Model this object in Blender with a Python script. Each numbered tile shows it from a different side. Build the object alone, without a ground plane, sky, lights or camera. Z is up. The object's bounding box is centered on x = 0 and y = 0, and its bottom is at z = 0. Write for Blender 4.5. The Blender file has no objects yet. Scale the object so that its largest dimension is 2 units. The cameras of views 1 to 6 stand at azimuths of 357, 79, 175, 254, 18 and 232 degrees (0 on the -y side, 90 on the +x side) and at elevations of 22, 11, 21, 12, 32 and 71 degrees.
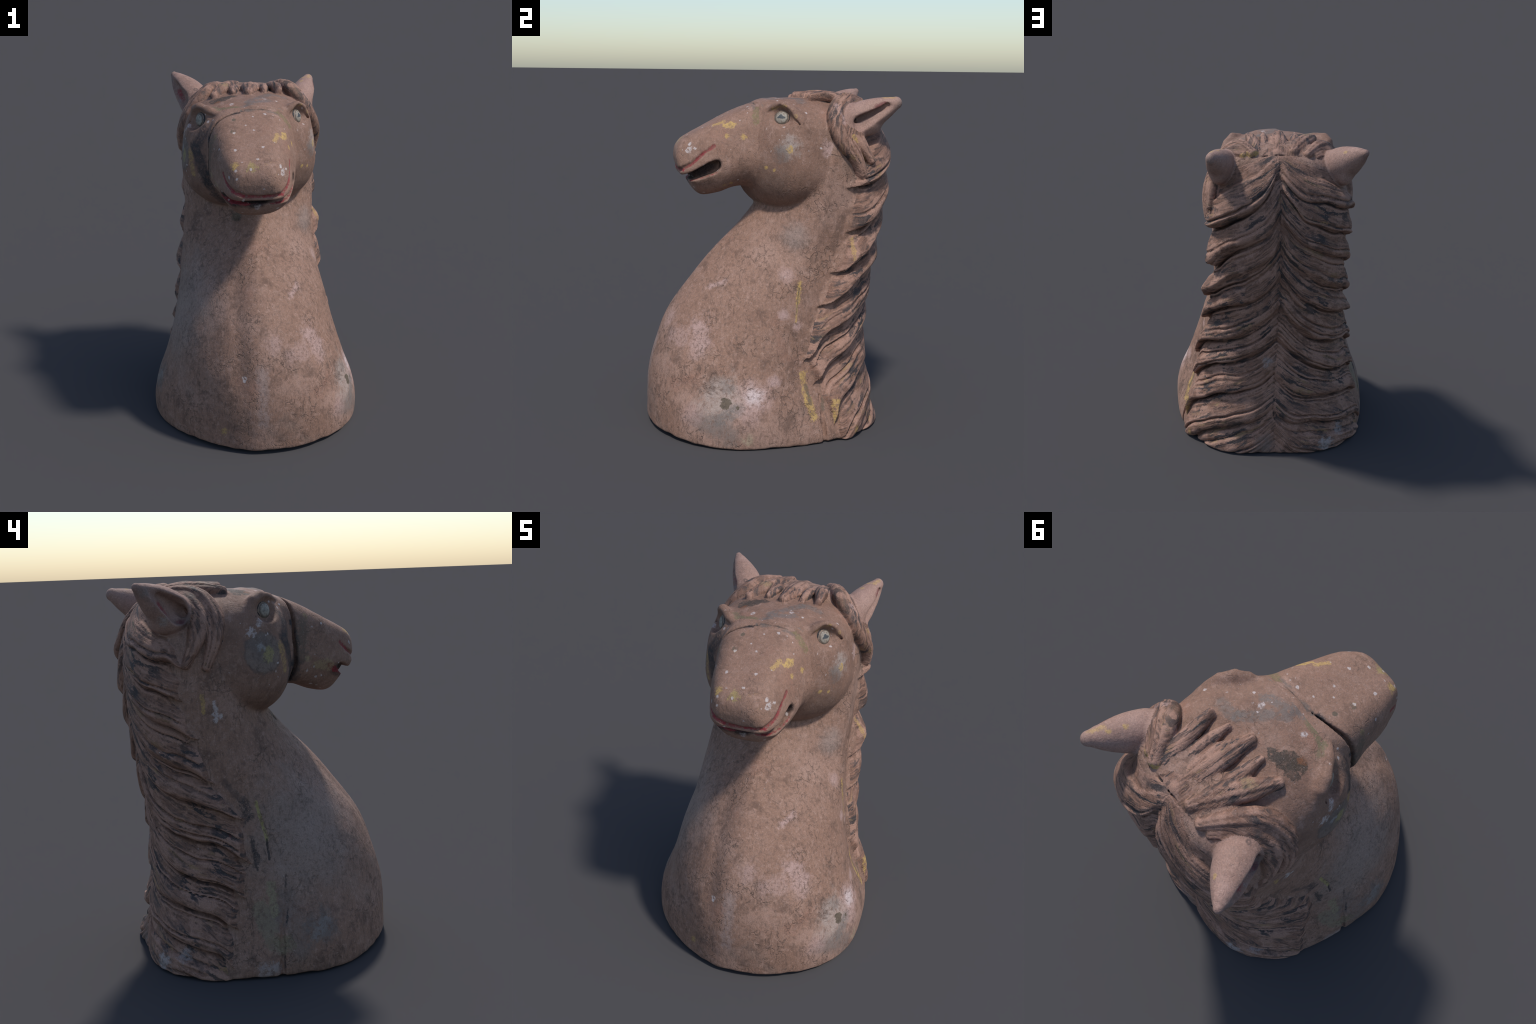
import numpy as np
# ---------------------------------------------------------------- field tools
F = np.float32


def smin(a, b, k):
    h = np.maximum(k - np.abs(a - b), 0) / k
    return np.minimum(a, b) - h * h * k * 0.25


def smax(a, b, k):
    return -smin(-a, -b, k)


def sstep(a, b, x):
    t = np.clip((x - a) / (b - a), 0, 1)
    return t * t * (3 - 2 * t)


def spline(xs, ys):
    """monotone-ish cubic (Catmull-Rom) through a short profile table"""
    xs = np.asarray(xs, float)
    ys = np.asarray(ys, float)
    m = np.gradient(ys, xs)

    def f(x):
        x = np.clip(x, xs[0], xs[-1])
        i = np.clip(np.searchsorted(xs, x, side='right') - 1, 0, len(xs) - 2)
        h = xs[i + 1] - xs[i]
        t = (x - xs[i]) / h
        t2, t3 = t * t, t * t * t
        return ((2 * t3 - 3 * t2 + 1) * ys[i] + (t3 - 2 * t2 + t) * h * m[i]
                + (-2 * t3 + 3 * t2) * ys[i + 1] + (t3 - t2) * h * m[i + 1])
    g = np.linspace(xs[0], xs[-1], 512)
    tab = f(g)
    return lambda x: np.interp(x, g, tab)


def ellipsoid(P, c, r):
    q = (P - np.asarray(c, F)) / np.asarray(r, F)
    k0 = np.sqrt((q * q).sum(1)) + 1e-6
    k1 = np.sqrt(((q / np.asarray(r, F)) ** 2).sum(1)) + 1e-6
    return k0 * (k0 - 1) / k1


# ---------------------------------------------------------------- neck
NZ = [-.05, 0, .1, .2, .35, .5, .7, .9, 1.05, 1.2, 1.35, 1.5, 1.7, 1.82, 1.9, 1.95]
neck_front = spline(NZ, [-.712, -.717, -.718, -.715, -.699, -.660, -.578, -.430, -.306, -.158, -.04, 0.02, .10, .20, .28, .34])
neck_back = spline(NZ, [.672, .676, .666, .653, .638, .628, .626, .632, .645, .665, .683, .692, .682, .645, .585, .50])
neck_half = spline(NZ, [.632, .636, .638, .620, .564, .518, .474, .437, .411, .395, .395, .400, .385, .335, .275, .20])
neck_mid = spline(NZ, [-.12, -.12, -.11, -.10, -.06, -.02, .06, .14, .2, .25, .28, .3, .35, .38, .4, .41])


def neck_sdf(P):
    x, y, z = P[:, 0], P[:, 1], P[:, 2]
    left = sstep(.08, -.08, x)
    w = neck_half(z) + left * .022 * sstep(.75, 1.1, z) * sstep(1.86, 1.65, z)
    ym = neck_mid(z)
    front = y < ym
    b = np.where(front, ym - neck_front(z), neck_back(z) - ym)
    nf = 2.10 - .38 * sstep(.2, .8, z) - .44 * left * sstep(.7, .1, z) + .075 * left * sstep(.3, .5, z) * sstep(1.05, .85, z) - (.40 - .20 * left) * sstep(.75, 1.1, z)
    nb = 2.36 + .26 * sstep(.6, 1.0, z) + (.15 + .45 * left) * sstep(1.0, 1.4, z) + .30 * sstep(.2, .06, z)
    n = np.where(front, nf, nb)
    dy = y - ym
    rho = (np.abs(x / w) ** n + np.abs(dy / b) ** n + 1e-9) ** (1 / n)
    r = np.sqrt(x * x + dy * dy)
    d = (r - r / rho) * 0.93
    d = d + (.026 - .010 * left) * sstep(0, .30, dy) * sstep(1.05, .75, z) * (.35 + .65 * sstep(.02, .16, z))
    # the neck is cut back in front of the right mane so that the locks stand over it
    d = d + .024 * (1 - left) * sstep(-.10, .12, y) * sstep(.44, .28, y) * sstep(.12, .35, z) * sstep(1.25, 1.05, z)
    d = d + .013 * np.exp(-((x + .115) / .055) ** 2) * sstep(.30, .5, z) * sstep(1.15, .9, z) * sstep(.1, -.1, y)
    d = d - .013 * np.exp(-(((x - .33) / .09) ** 2 + ((z - .43) / .12) ** 2)) * sstep(.0, -.2, y)
    d = d - .013 * np.exp(-(((x + .42) / .13) ** 2 + ((z - .58) / .20) ** 2)) * sstep(.0, -.15, y)
    d = smax(d, z - 1.955, .05)
    return d


# ---------------------------------------------------------------- head
def head_sdf(P):
    c = np.array([0.0, .165, 1.62], F)
    q = P - c
    up = q[:, 2] > 0
    left = sstep(.06, -.06, q[:, 0])
    fy = q[:, 1] < 0
    rx = .393 - .012 * np.tanh(q[:, 2] / .12) + .026 * left
    rz = np.where(up, .325, .345)
    ry = np.where(fy, .318 + .017 * left, .395 - .015 * left)
    nz = np.where(up, 2.8, 2.45 + .15 * left)
    nx = np.where(fy, 1.95 + .70 * left, 2.9 - .3 * left)
    a = (np.abs(q[:, 0] / rx) ** nx + np.abs(q[:, 1] / ry) ** nx + 1e-9) ** (1 / nx)
    rho = (a ** nz + np.abs(q[:, 2] / rz) ** nz + 1e-9) ** (1 / nz)
    r = np.sqrt((q * q).sum(1))
    return (r - r / rho) * .93


MY = [-.56, -.53, -.5, -.45, -.38, -.30, -.2, -.1, 0, .1]
muz_top = spline(MY, [1.655, 1.68, 1.706, 1.736, 1.772, 1.814, 1.863, 1.902, 1.928, 1.94])
muz_bot = spline(MY, [1.46, 1.44, 1.42, 1.395, 1.378, 1.39, 1.425, 1.43, 1.42, 1.42])
muz_half = spline(MY, [.11, .145, .166, .188, .212, .226, .240, .254, .262, .265])
muz_mid = spline(MY, [-.01, -.01, -.01, -.012, -.016, -.02, -.02, -.018, -.01, 0])


def muzzle_sdf(P):
    y = P[:, 1]
    t, b, w, m = muz_top(y), muz_bot(y), muz_half(y), muz_mid(y)
    zc = b + (t - b) * .42
    dx = P[:, 0] - m
    w = w - .014 * sstep(.0, -.1, dx) * sstep(-.15, -.3, y)
    dz = P[:, 2] - zc
    up = dz > 0
    hz = np.where(up, t - zc, zc - b)
    rt = sstep(-.03, .03, dx)
    w = w * (1 - (.05 + .01 * rt) * np.clip(dz / hz, 0, 1) - .15 * (1 - rt) * np.clip(-dz / hz * 1.4, 0, 1) * sstep(-.18, -.3, y)) + .018 * rt * np.exp(-((dz + .02) / .09) ** 2)
    w = w - .022 * rt * sstep(-.42, -.51, y)
    w = w * (1 - .16 * np.clip(-dz / hz, 0, 1) * sstep(-.25, -.4, y))
    n = np.where(up, 4.2 - .8 * rt, 3.0)
    rho = (np.abs(dx / w) ** n + np.abs(dz / hz) ** n + 1e-9) ** (1 / n)
    r = np.sqrt(dx * dx + dz * dz)
    d = (r - r / rho) * .93
    d = smax(d, np.interp(P[:, 2], [1.38, 1.42, 1.465, 1.49, 1.53, 1.60, 1.68], [-.418, -.440, -.465, -.508, -.527, -.538, -.535]) - y, .042)
    d = smax(d, y - .05, .02)
    return d



def base_sdf(P):
    d = smin(neck_sdf(P), head_sdf(P), .03)
    d = smin(d, muzzle_sdf(P), .05)
    return d


# ---------------------------------------------------------------- value noise
_rng = np.random.default_rng(11)
_TAB = _rng.random((32, 32, 32)).astype(F) * 2 - 1


def vnoise(P, scale):
    q = P * scale + 7.3
    i = np.floor(q).astype(np.int32)
    t = (q - i).astype(F)
    t = t * t * (3 - 2 * t)
    i0, i1 = i & 31, (i + 1) & 31
    out = 0
    for a in (0, 1):
        wx = t[:, 0] if a else 1 - t[:, 0]
        ia = (i1 if a else i0)[:, 0]
        for b in (0, 1):
            wy = wx * (t[:, 1] if b else 1 - t[:, 1])
            ib = (i1 if b else i0)[:, 1]
            for c in (0, 1):
                w = wy * (t[:, 2] if c else 1 - t[:, 2])
                ic = (i1 if c else i0)[:, 2]
                out = out + w * _TAB[ia, ib, ic]
    return out


def seg_dist(P, a, b):
    a = np.asarray(a, F)
    b = np.asarray(b, F)
    d = b - a
    t = np.clip(((P - a) @ d) / (d @ d + 1e-12), 0, 1)
    return np.sqrt(((P - a - t[:, None] * d) ** 2).sum(1)), t


def path_dist(P, pts, radii):
    """distance to a polyline whose radius changes along its length"""
    out = np.full(len(P), 9.0, F)
    for i in range(len(pts) - 1):
        d, t = seg_dist(P, pts[i], pts[i + 1])
        out = np.minimum(out, d - (radii[i] + (radii[i + 1] - radii[i]) * t))
    return out


def smooth_path(pts, n):
    pts = np.asarray(pts, float)
    s = np.r_[0, np.cumsum(np.linalg.norm(np.diff(pts, axis=0), axis=1))]
    g = np.linspace(0, s[-1], n)
    return np.stack([spline(s, pts[:, i])(g) for i in range(3)], 1), g / s[-1]


# ---------------------------------------------------------------- mane
# lower edge of every lock: (u, z) with u = way round the neck from the back's
# middle line to the side, z = height; the last pair is the tip of the lock
MANE_LEFT = [
    [(.0, 1.95), (.1, 1.86), (.3, 1.80), (.45, 1.75), (.62, 1.70)],
    [(.0, 1.82), (.114, 1.70), (.306, 1.664), (.456, 1.623), (.60, 1.60), (.67, 1.56)],
    [(.0, 1.76), (.08, 1.661), (.126, 1.586), (.226, 1.53), (.489, 1.461), (.63, 1.40)],
    [(.0, 1.56), (.06, 1.494), (.114, 1.432), (.237, 1.37), (.577, 1.262), (.667, 1.212)],
    [(.0, 1.40), (.05, 1.324), (.113, 1.25), (.249, 1.16), (.441, 1.097), (.618, 1.05), (.733, .986)],
    [(.0, 1.24), (.04, 1.174), (.104, 1.086), (.258, .99), (.514, .915), (.75, .857), (.894, .785)],
    [(.0, 1.00), (.08, .90), (.196, .796), (.386, .732), (.58, .695), (.746, .677), (.861, .614), (.951, .552)],
    [(.0, .80), (.1, .70), (.232, .614), (.449, .523), (.643, .487), (.802, .462), (.937, .393)],
    [(.0, .54), (.113, .418), (.377, .353), (.604, .333), (.781, .308), (.926, .244)],
    [(.0, .32), (.048, .255), (.293, .206), (.491, .173), (.697, .154), (.863, .115), (.957, .039)],
    [(.0, .12), (.1, .03), (.3, -.03), (.6, -.08), (.95, -.18)],
]
MANE_RIGHT = [
    [(.0, 1.95), (.1, 1.86), (.3, 1.78), (.5, 1.68), (.62, 1.62)],
    [(.0, 1.85), (.081, 1.70), (.166, 1.626), (.326, 1.554), (.5, 1.475), (.70, 1.45)],
    [(.0, 1.60), (.06, 1.494), (.163, 1.42), (.328, 1.35), (.463, 1.262), (.665, 1.185)],
    [(.0, 1.44), (.025, 1.379), (.089, 1.287), (.216, 1.187), (.39, 1.12), (.516, 1.052), (.618, 1.023), (.735, .95)],
    [(.0, 1.20), (.1, 1.08), (.2, 1.02), (.389, .973), (.665, .86), (.83, .733)],
    [(.0, .98), (.1, .88), (.25, .79), (.465, .703), (.739, .629), (.847, .565), (.936, .47), (.985, .42)],
    [(.0, .80), (.1, .70), (.25, .62), (.498, .554), (.727, .45), (.856, .391), (.935, .305)],
    [(.0, .57), (.1, .47), (.25, .41), (.489, .351), (.703, .253), (.86, .162), (.93, .06)],
    [(.0, .33), (.1, .24), (.3, .17), (.5, .12), (.7, .03), (.93, -.1)],
    [(.0, .12), (.1, .03), (.3, -.05), (.6, -.15), (.95, -.3)],
]
UG = np.linspace(0, 1.3, 261)


def _lock_table(edges):
    rows, tips = [], []
    for e in edges:
        e = np.array(e)
        f = spline(e[:, 0], e[:, 1])
        z = f(UG)
        slope = (e[-1, 1] - e[-2, 1]) / (e[-1, 0] - e[-2, 0])
        z = np.where(UG > e[-1, 0], e[-1, 1] + max(slope, -1.2) * (UG - e[-1, 0]), z)
        rows.append(z)
        tips.append(e[-1, 0])
    return np.array(rows), np.array(tips)


TABS = {-1: _lock_table(MANE_LEFT), 1: _lock_table(MANE_RIGHT)}
STRANDS = {-1: [3, 3, 4, 4, 4, 5, 5, 6, 5, 5, 4], 1: [3, 3, 3, 3, 4, 4, 4, 5, 4, 4]}


def mane_field(P):
    """relief height of the mane, lock number (signed by side) and cover 0..1"""
    x, y, z = P[:, 0].astype(float), P[:, 1].astype(float), P[:, 2].astype(float)
    xs = .004 + .012 * np.sin(z * 4.1)
    side = np.where(x < xs, -1, 1)
    u = np.abs(x - xs) + np.maximum(neck_back(z) - y, 0) ** 1.0
    wob = vnoise(P, 7.0) * .012 + vnoise(P, 17.0) * .005
    zz = z + wob * sstep(.03, .3, u)
    H = np.zeros(len(P))
    ID = np.zeros(len(P), int)
    C = np.zeros(len(P))
    iu = np.clip(u / (UG[1] - UG[0]), 0, len(UG) - 1.001)
    i0 = iu.astype(int)
    fr = iu - i0
    for s in (-1, 1):
        tab, tips = TABS[s]
        m = side == s
        if not m.any():
            continue
        a, f_, um, zm = i0[m], fr[m], u[m], zz[m]
        E = tab[:, a] * (1 - f_) + tab[:, a + 1] * f_
        n = len(tips)
        k = np.clip((E > zm[None]).sum(0) - 1, 0, n - 2)      # between edge k and k+1
        ar = np.arange(len(k))
        top, bot = E[k, ar], E[k + 1, ar]
        t = np.clip((top - zm) / np.maximum(top - bot, .02), -.5, 1)
        tip = tips[k] + (tips[k + 1] - tips[k]) * np.clip(t, 0, 1)
        tc = np.clip(t, 0, 1)
        tip = tip - (.022 * np.sin(np.pi * tc) + .085 * sstep(.42, .0, tc)) * sstep(.3, .6, tips[k + 1]) + .010 * vnoise(P[m], 23.0)
        cover = sstep(.0, .045, tip - um) * sstep(-.5, -.05, t)
        bulge = (.34 * sstep(0, .12, tc) + .66 * sstep(.10, .80, tc)) * np.sqrt(np.clip(1 - np.clip((tc - .76) / .24, 0, 1) ** 2.2, 0, 1))
        ns = np.array(STRANDS[s])[k]
        seed = k * 1.7 + s
        warp = tc + .09 * np.sin(2 * np.pi * tc + seed) + .05 * np.sin(4 * np.pi * tc + 2.3 * seed)
        ph = warp * ns + .45 * vnoise(P[m] * np.array([1, 1, .6], F), 5.0) * sstep(0, .1, tc) * sstep(1, .9, tc)
        strand = np.abs(np.sin(np.pi * ph)) ** .6
        deep = .62 + .75 * np.sin(np.round(ph) * 2.4 + seed * 3) + .45 * vnoise(P[m], 9.0)
        fine = np.abs(np.sin(np.pi * (ph * 2.6 + .3)))
        grow = .30 + .70 * sstep(.04, .45, um)
        h = (.012 + (.046 + .012 * (s > 0) * sstep(.95, 1.1, z[m])) * grow) * (.06 + .94 * bulge) * (1 - .45 * sstep(.25, .0, z[m]))
        h = h - (.016 + .014 * (s > 0) * sstep(.8, 1.0, z[m])) * grow * sstep(.34, .0, bulge) * sstep(.1, .3, um)
        h = h - (.009 + .015 * grow) * (1 - strand) * np.clip(deep, .15, 1.8) - .0018 * (1 - fine) * np.clip(1.2 - deep, .2, 1)
        h = h * (.9 + .25 * vnoise(P[m], 4.0)) + (s > 0) * (.016 * sstep(.40, .58, um) * sstep(.95, 1.1, z[m]) * sstep(1.5, 1.4, z[m]) + .018 * sstep(.48, .66, um) * sstep(.3, .5, z[m]) * sstep(1.2, 1.05, z[m])) * (.3 + .7 * bulge)
        # step down at the tips so that each lock ends in a lip
        H[m] = h * cover
        ID[m] = s * (k + 1)
        C[m] = cover
    H -= .024 * np.exp(-(u / .026) ** 2) * sstep(1.93, 1.85, z)
    C = np.maximum(C, sstep(.05, .03, u) * sstep(1.9, 1.86, z))
    return H, ID, C, u


# ---------------------------------------------------------------- ears, eyes, locks on the head
EARS = [dict(a=(.330, .470, 1.828), b=(.402, .676, 1.930), r=(.096, .036), out=(.86, -.20, -.05), slit=(-.05, .80), flap=(.358, .525, 1.802), bowl=(.046, .030, 1.0)),
        dict(a=(-.335, .505, 1.845), b=(-.464, .692, 1.972), r=(.103, .022), out=(-.92, -.22, .30), slit=(-.15, .55), flap=(-.368, .550, 1.803), bowl=(.062, .039, .82))]


def ear_sdf(P, e):
    a, b = np.array(e['a'], F), np.array(e['b'], F)
    ax = (b - a) / np.linalg.norm(b - a)
    L = np.linalg.norm(b - a)
    out = np.array(e['out'], F)
    out = out - ax * (out @ ax)
    out /= np.linalg.norm(out)
    q = P - a
    s = q @ ax
    t = np.clip(s / L, 0, 1)
    o = q @ out
    side = np.cross(ax, out)
    w = q @ side
    r = e['r'][0] * (1 - (1 - e['r'][1] / e['r'][0]) * t ** 1.9)
    se = s - t * L
    d = np.sqrt((o / .92) ** 2 + w ** 2 + se ** 2) - r
    d = smin(d, ellipsoid(P, e['flap'], (.048, .080, .058)), .03)
    # hollow of the shell: a shallow bowl and, above it, a deep slit
    upv = np.array([0, 0, 1], F) - ax * ax[2]
    upv -= out * (upv @ out)
    upv /= np.linalg.norm(upv)
    r0 = e['r'][0]
    c0, c1 = a + ax * L * .10 + out * r0 * e['bowl'][2] - upv * .014, a + ax * L * .88 + out * r0 * .62
    hd, ht = seg_dist(P, c0, c1)
    bowl = hd - (e['bowl'][0] - e['bowl'][1] * ht)
    c0, c1 = a + ax * L * e['slit'][0] + out * r0 * .42 + upv * .016, a + ax * L * e['slit'][1] + out * r0 * .36 + upv * .012
    hd, ht = seg_dist(P, c0, c1)
    slit = hd - (.024 - .012 * ht)
    hollow = smin(bowl, slit, .012)
    d = smax(d, -hollow, .012)
    return d, hollow


HEAD_LOCKS = [  # path, half width, height, strands
    dict(p=[(.13, .50, 1.925), (.15, .40, 1.945), (.168, .30, 1.955), (.175, .235, 1.945)], w=.036, h=.036, k=2),
    dict(p=[(.085, .42, 1.94), (.092, .32, 1.955), (.085, .22, 1.95)], w=.026, h=.024, k=1),
    dict(p=[(.02, .53, 1.925), (.015, .42, 1.945), (.005, .30, 1.955), (-.012, .185, 1.952)], w=.055, h=.030, k=3),
    dict(p=[(-.085, .40, 1.945), (-.10, .30, 1.952), (-.10, .20, 1.95)], w=.030, h=.024, k=1),
    dict(p=[(-.07, .53, 1.93), (-.12, .42, 1.945), (-.17, .31, 1.945), (-.212, .205, 1.925)], w=.050, h=.040, k=3),
    dict(p=[(-.15, .54, 1.915), (-.22, .44, 1.935), (-.285, .34, 1.90), (-.36, .30, 1.80), (-.405, .32, 1.69), (-.40, .36, 1.575)], w=.052, h=.048, k=3),
    dict(p=[(-.20, .53, 1.90), (-.29, .42, 1.895), (-.365, .375, 1.81), (-.405, .41, 1.70), (-.40, .46, 1.59)], w=.050, h=.042, k=2),
    dict(p=[(.16, .53, 1.92), (.235, .43, 1.94), (.31, .36, 1.875), (.365, .355, 1.785), (.400, .395, 1.70), (.412, .45, 1.62), (.40, .485, 1.53)], w=.058, h=.050, k=3),
    dict(p=[(.21, .52, 1.91), (.29, .43, 1.90), (.36, .43, 1.80), (.395, .48, 1.70), (.40, .54, 1.60)], w=.044, h=.036, k=2),
]
HC = np.array([0, .30, 1.55], F)


def head_lock(P, L):
    """flat tapering strand bundle along a path that hugs the skull"""
    pts, g = smooth_path(L['p'], 16)
    pts = pts.astype(F)
    lo, hi = pts.min(0) - .12, pts.max(0) + .12
    out = np.full(len(P), 1.0, F)
    if (hi < _BOX[0]).any() or (lo > _BOX[1]).any():
        return out
    m = np.flatnonzero((P[:, 0] > lo[0]) & (P[:, 0] < hi[0]))
    m = m[((P[m] > lo) & (P[m] < hi)).all(1)]
    if len(m) == 0:
        return out
    Q = P[m]
    best = np.full(len(Q), 9., F)
    S = np.zeros(len(Q), F)
    C = np.zeros_like(Q)
    T = np.zeros_like(Q)
    for i in range(len(pts) - 1):
        d = pts[i + 1] - pts[i]
        t = np.clip(((Q - pts[i]) @ d) / (d @ d), 0, 1)
        c = pts[i] + t[:, None] * d
        dd = np.sqrt(((Q - c) ** 2).sum(1))
        k = dd < best
        best[k] = dd[k]
        S[k] = g[i] + (g[i + 1] - g[i]) * t[k]
        C[k] = c[k]
        T[k] = d / np.linalg.norm(d)
    n = C - HC
    n -= (n * T).sum(1)[:, None] * T
    n /= np.linalg.norm(n, axis=1)[:, None]
    b = np.cross(T, n)
    v = Q - C
    vb, vn, va = (v * b).sum(1), (v * n).sum(1), (v * T).sum(1)
    taper = (.55 + .45 * sstep(0, .3, S)) * (1 - .48 * sstep(.6, 1, S))
    w = L['w'] * taper
    r0 = vb / np.maximum(w, 1e-4)
    groove = np.abs(np.sin(np.pi * (r0 * .5 + .5) * L['k'])) ** .6
    h = L['h'] * (.75 + .25 * sstep(0, .4, S)) * (.80 + .20 * groove)
    rho = np.sqrt(r0 ** 2 + (vn / h) ** 2 + (va / (w * .8)) ** 2 + 1e-9)
    r = np.sqrt(vb ** 2 + vn ** 2 + va ** 2 + 1e-9)
    out[m] = np.maximum(r - r / rho, (rho - 1) * h * .8)
    return out


EYES = [dict(c=(.272, .046, 1.840), n=(.82, -.42, .30),
             brow=[(.200, -.015, 1.876), (.232, .012, 1.896), (.268, .048, 1.902), (.302, .100, 1.880), (.325, .150, 1.825), (.340, .175, 1.785)],
             rim=[(.209, -.028, 1.862), (.240, -.004, 1.878), (.280, .028, 1.884), (.312, .070, 1.858), (.338, .115, 1.820), (.352, .165, 1.782)]),
        dict(c=(-.306, .022, 1.834), n=(-.82, -.50, .12),
             brow=[(-.190, -.070, 1.884), (-.250, -.020, 1.896), (-.308, .045, 1.905), (-.330, .085, 1.888), (-.338, .110, 1.850), (-.348, .135, 1.790)],
             rim=[(-.199, -.080, 1.868), (-.262, -.044, 1.876), (-.320, .016, 1.886), (-.346, .052, 1.868), (-.358, .074, 1.835), (-.368, .104, 1.775)])]
SPLIT = [(-.53, .016, .50), (-.57, .034, .377), (-.605, .073, .229), (-.622, .08, .1), (-.63, .087, .0)]
SPLIT_HIGH = [(-.449, .144, .877), (-.470, .115, .77), (-.487, .094, .692), (-.508, .096, .589)]
SPLIT_RIGHT = [(.585, .262, .30), (.60, .262, .16), (.605, .262, .0)]
LIP_LINE = [(.215, -.335, 1.685), (.205, -.40, 1.635), (.185, -.46, 1.58), (.13, -.505, 1.54), (.03, -.528, 1.525), (-.07, -.530, 1.535), (-.13, -.52, 1.565), (-.18, -.475, 1.605), (-.20, -.44, 1.645)]


def snap(pts, f, it=10):
    """move points onto the surface of a field"""
    P = np.array(pts, F)
    h = .004
    for _ in range(it):
        v = f(P)
        g = np.stack([(f(P + F(h) * np.eye(3, dtype=F)[i]) - f(P - F(h) * np.eye(3, dtype=F)[i])) / (2 * h) for i in range(3)], 1)
        g /= np.maximum((g * g).sum(1), .25)[:, None]
        P = (P - .8 * v[:, None] * g).astype(F)
    return P


POLL_LINE = [tuple(p) for p in snap([(.27, .545, 1.88), (.14, .555, 1.91), (0, .56, 1.925), (-.12, .56, 1.915), (-.23, .55, 1.89)], base_sdf).tolist()]
SPLIT, SPLIT_HIGH, SPLIT_RIGHT = [[tuple(p) for p in snap(q, neck_sdf).tolist()] for q in (SPLIT, SPLIT_HIGH, SPLIT_RIGHT)]
LIP_LINE = [tuple(p) for p in snap(LIP_LINE, muzzle_sdf).tolist()]


_BOX = [None, None]


def near(P, pts, pad):
    pts = np.asarray(pts)
    if _BOX[0] is not None and ((pts.max(0) + pad < _BOX[0]).any() or (pts.min(0) - pad > _BOX[1]).any()):
        return np.zeros(0, int)
    return np.flatnonzero(((P > pts.min(0) - pad) & (P < pts.max(0) + pad)).all(1))


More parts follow.
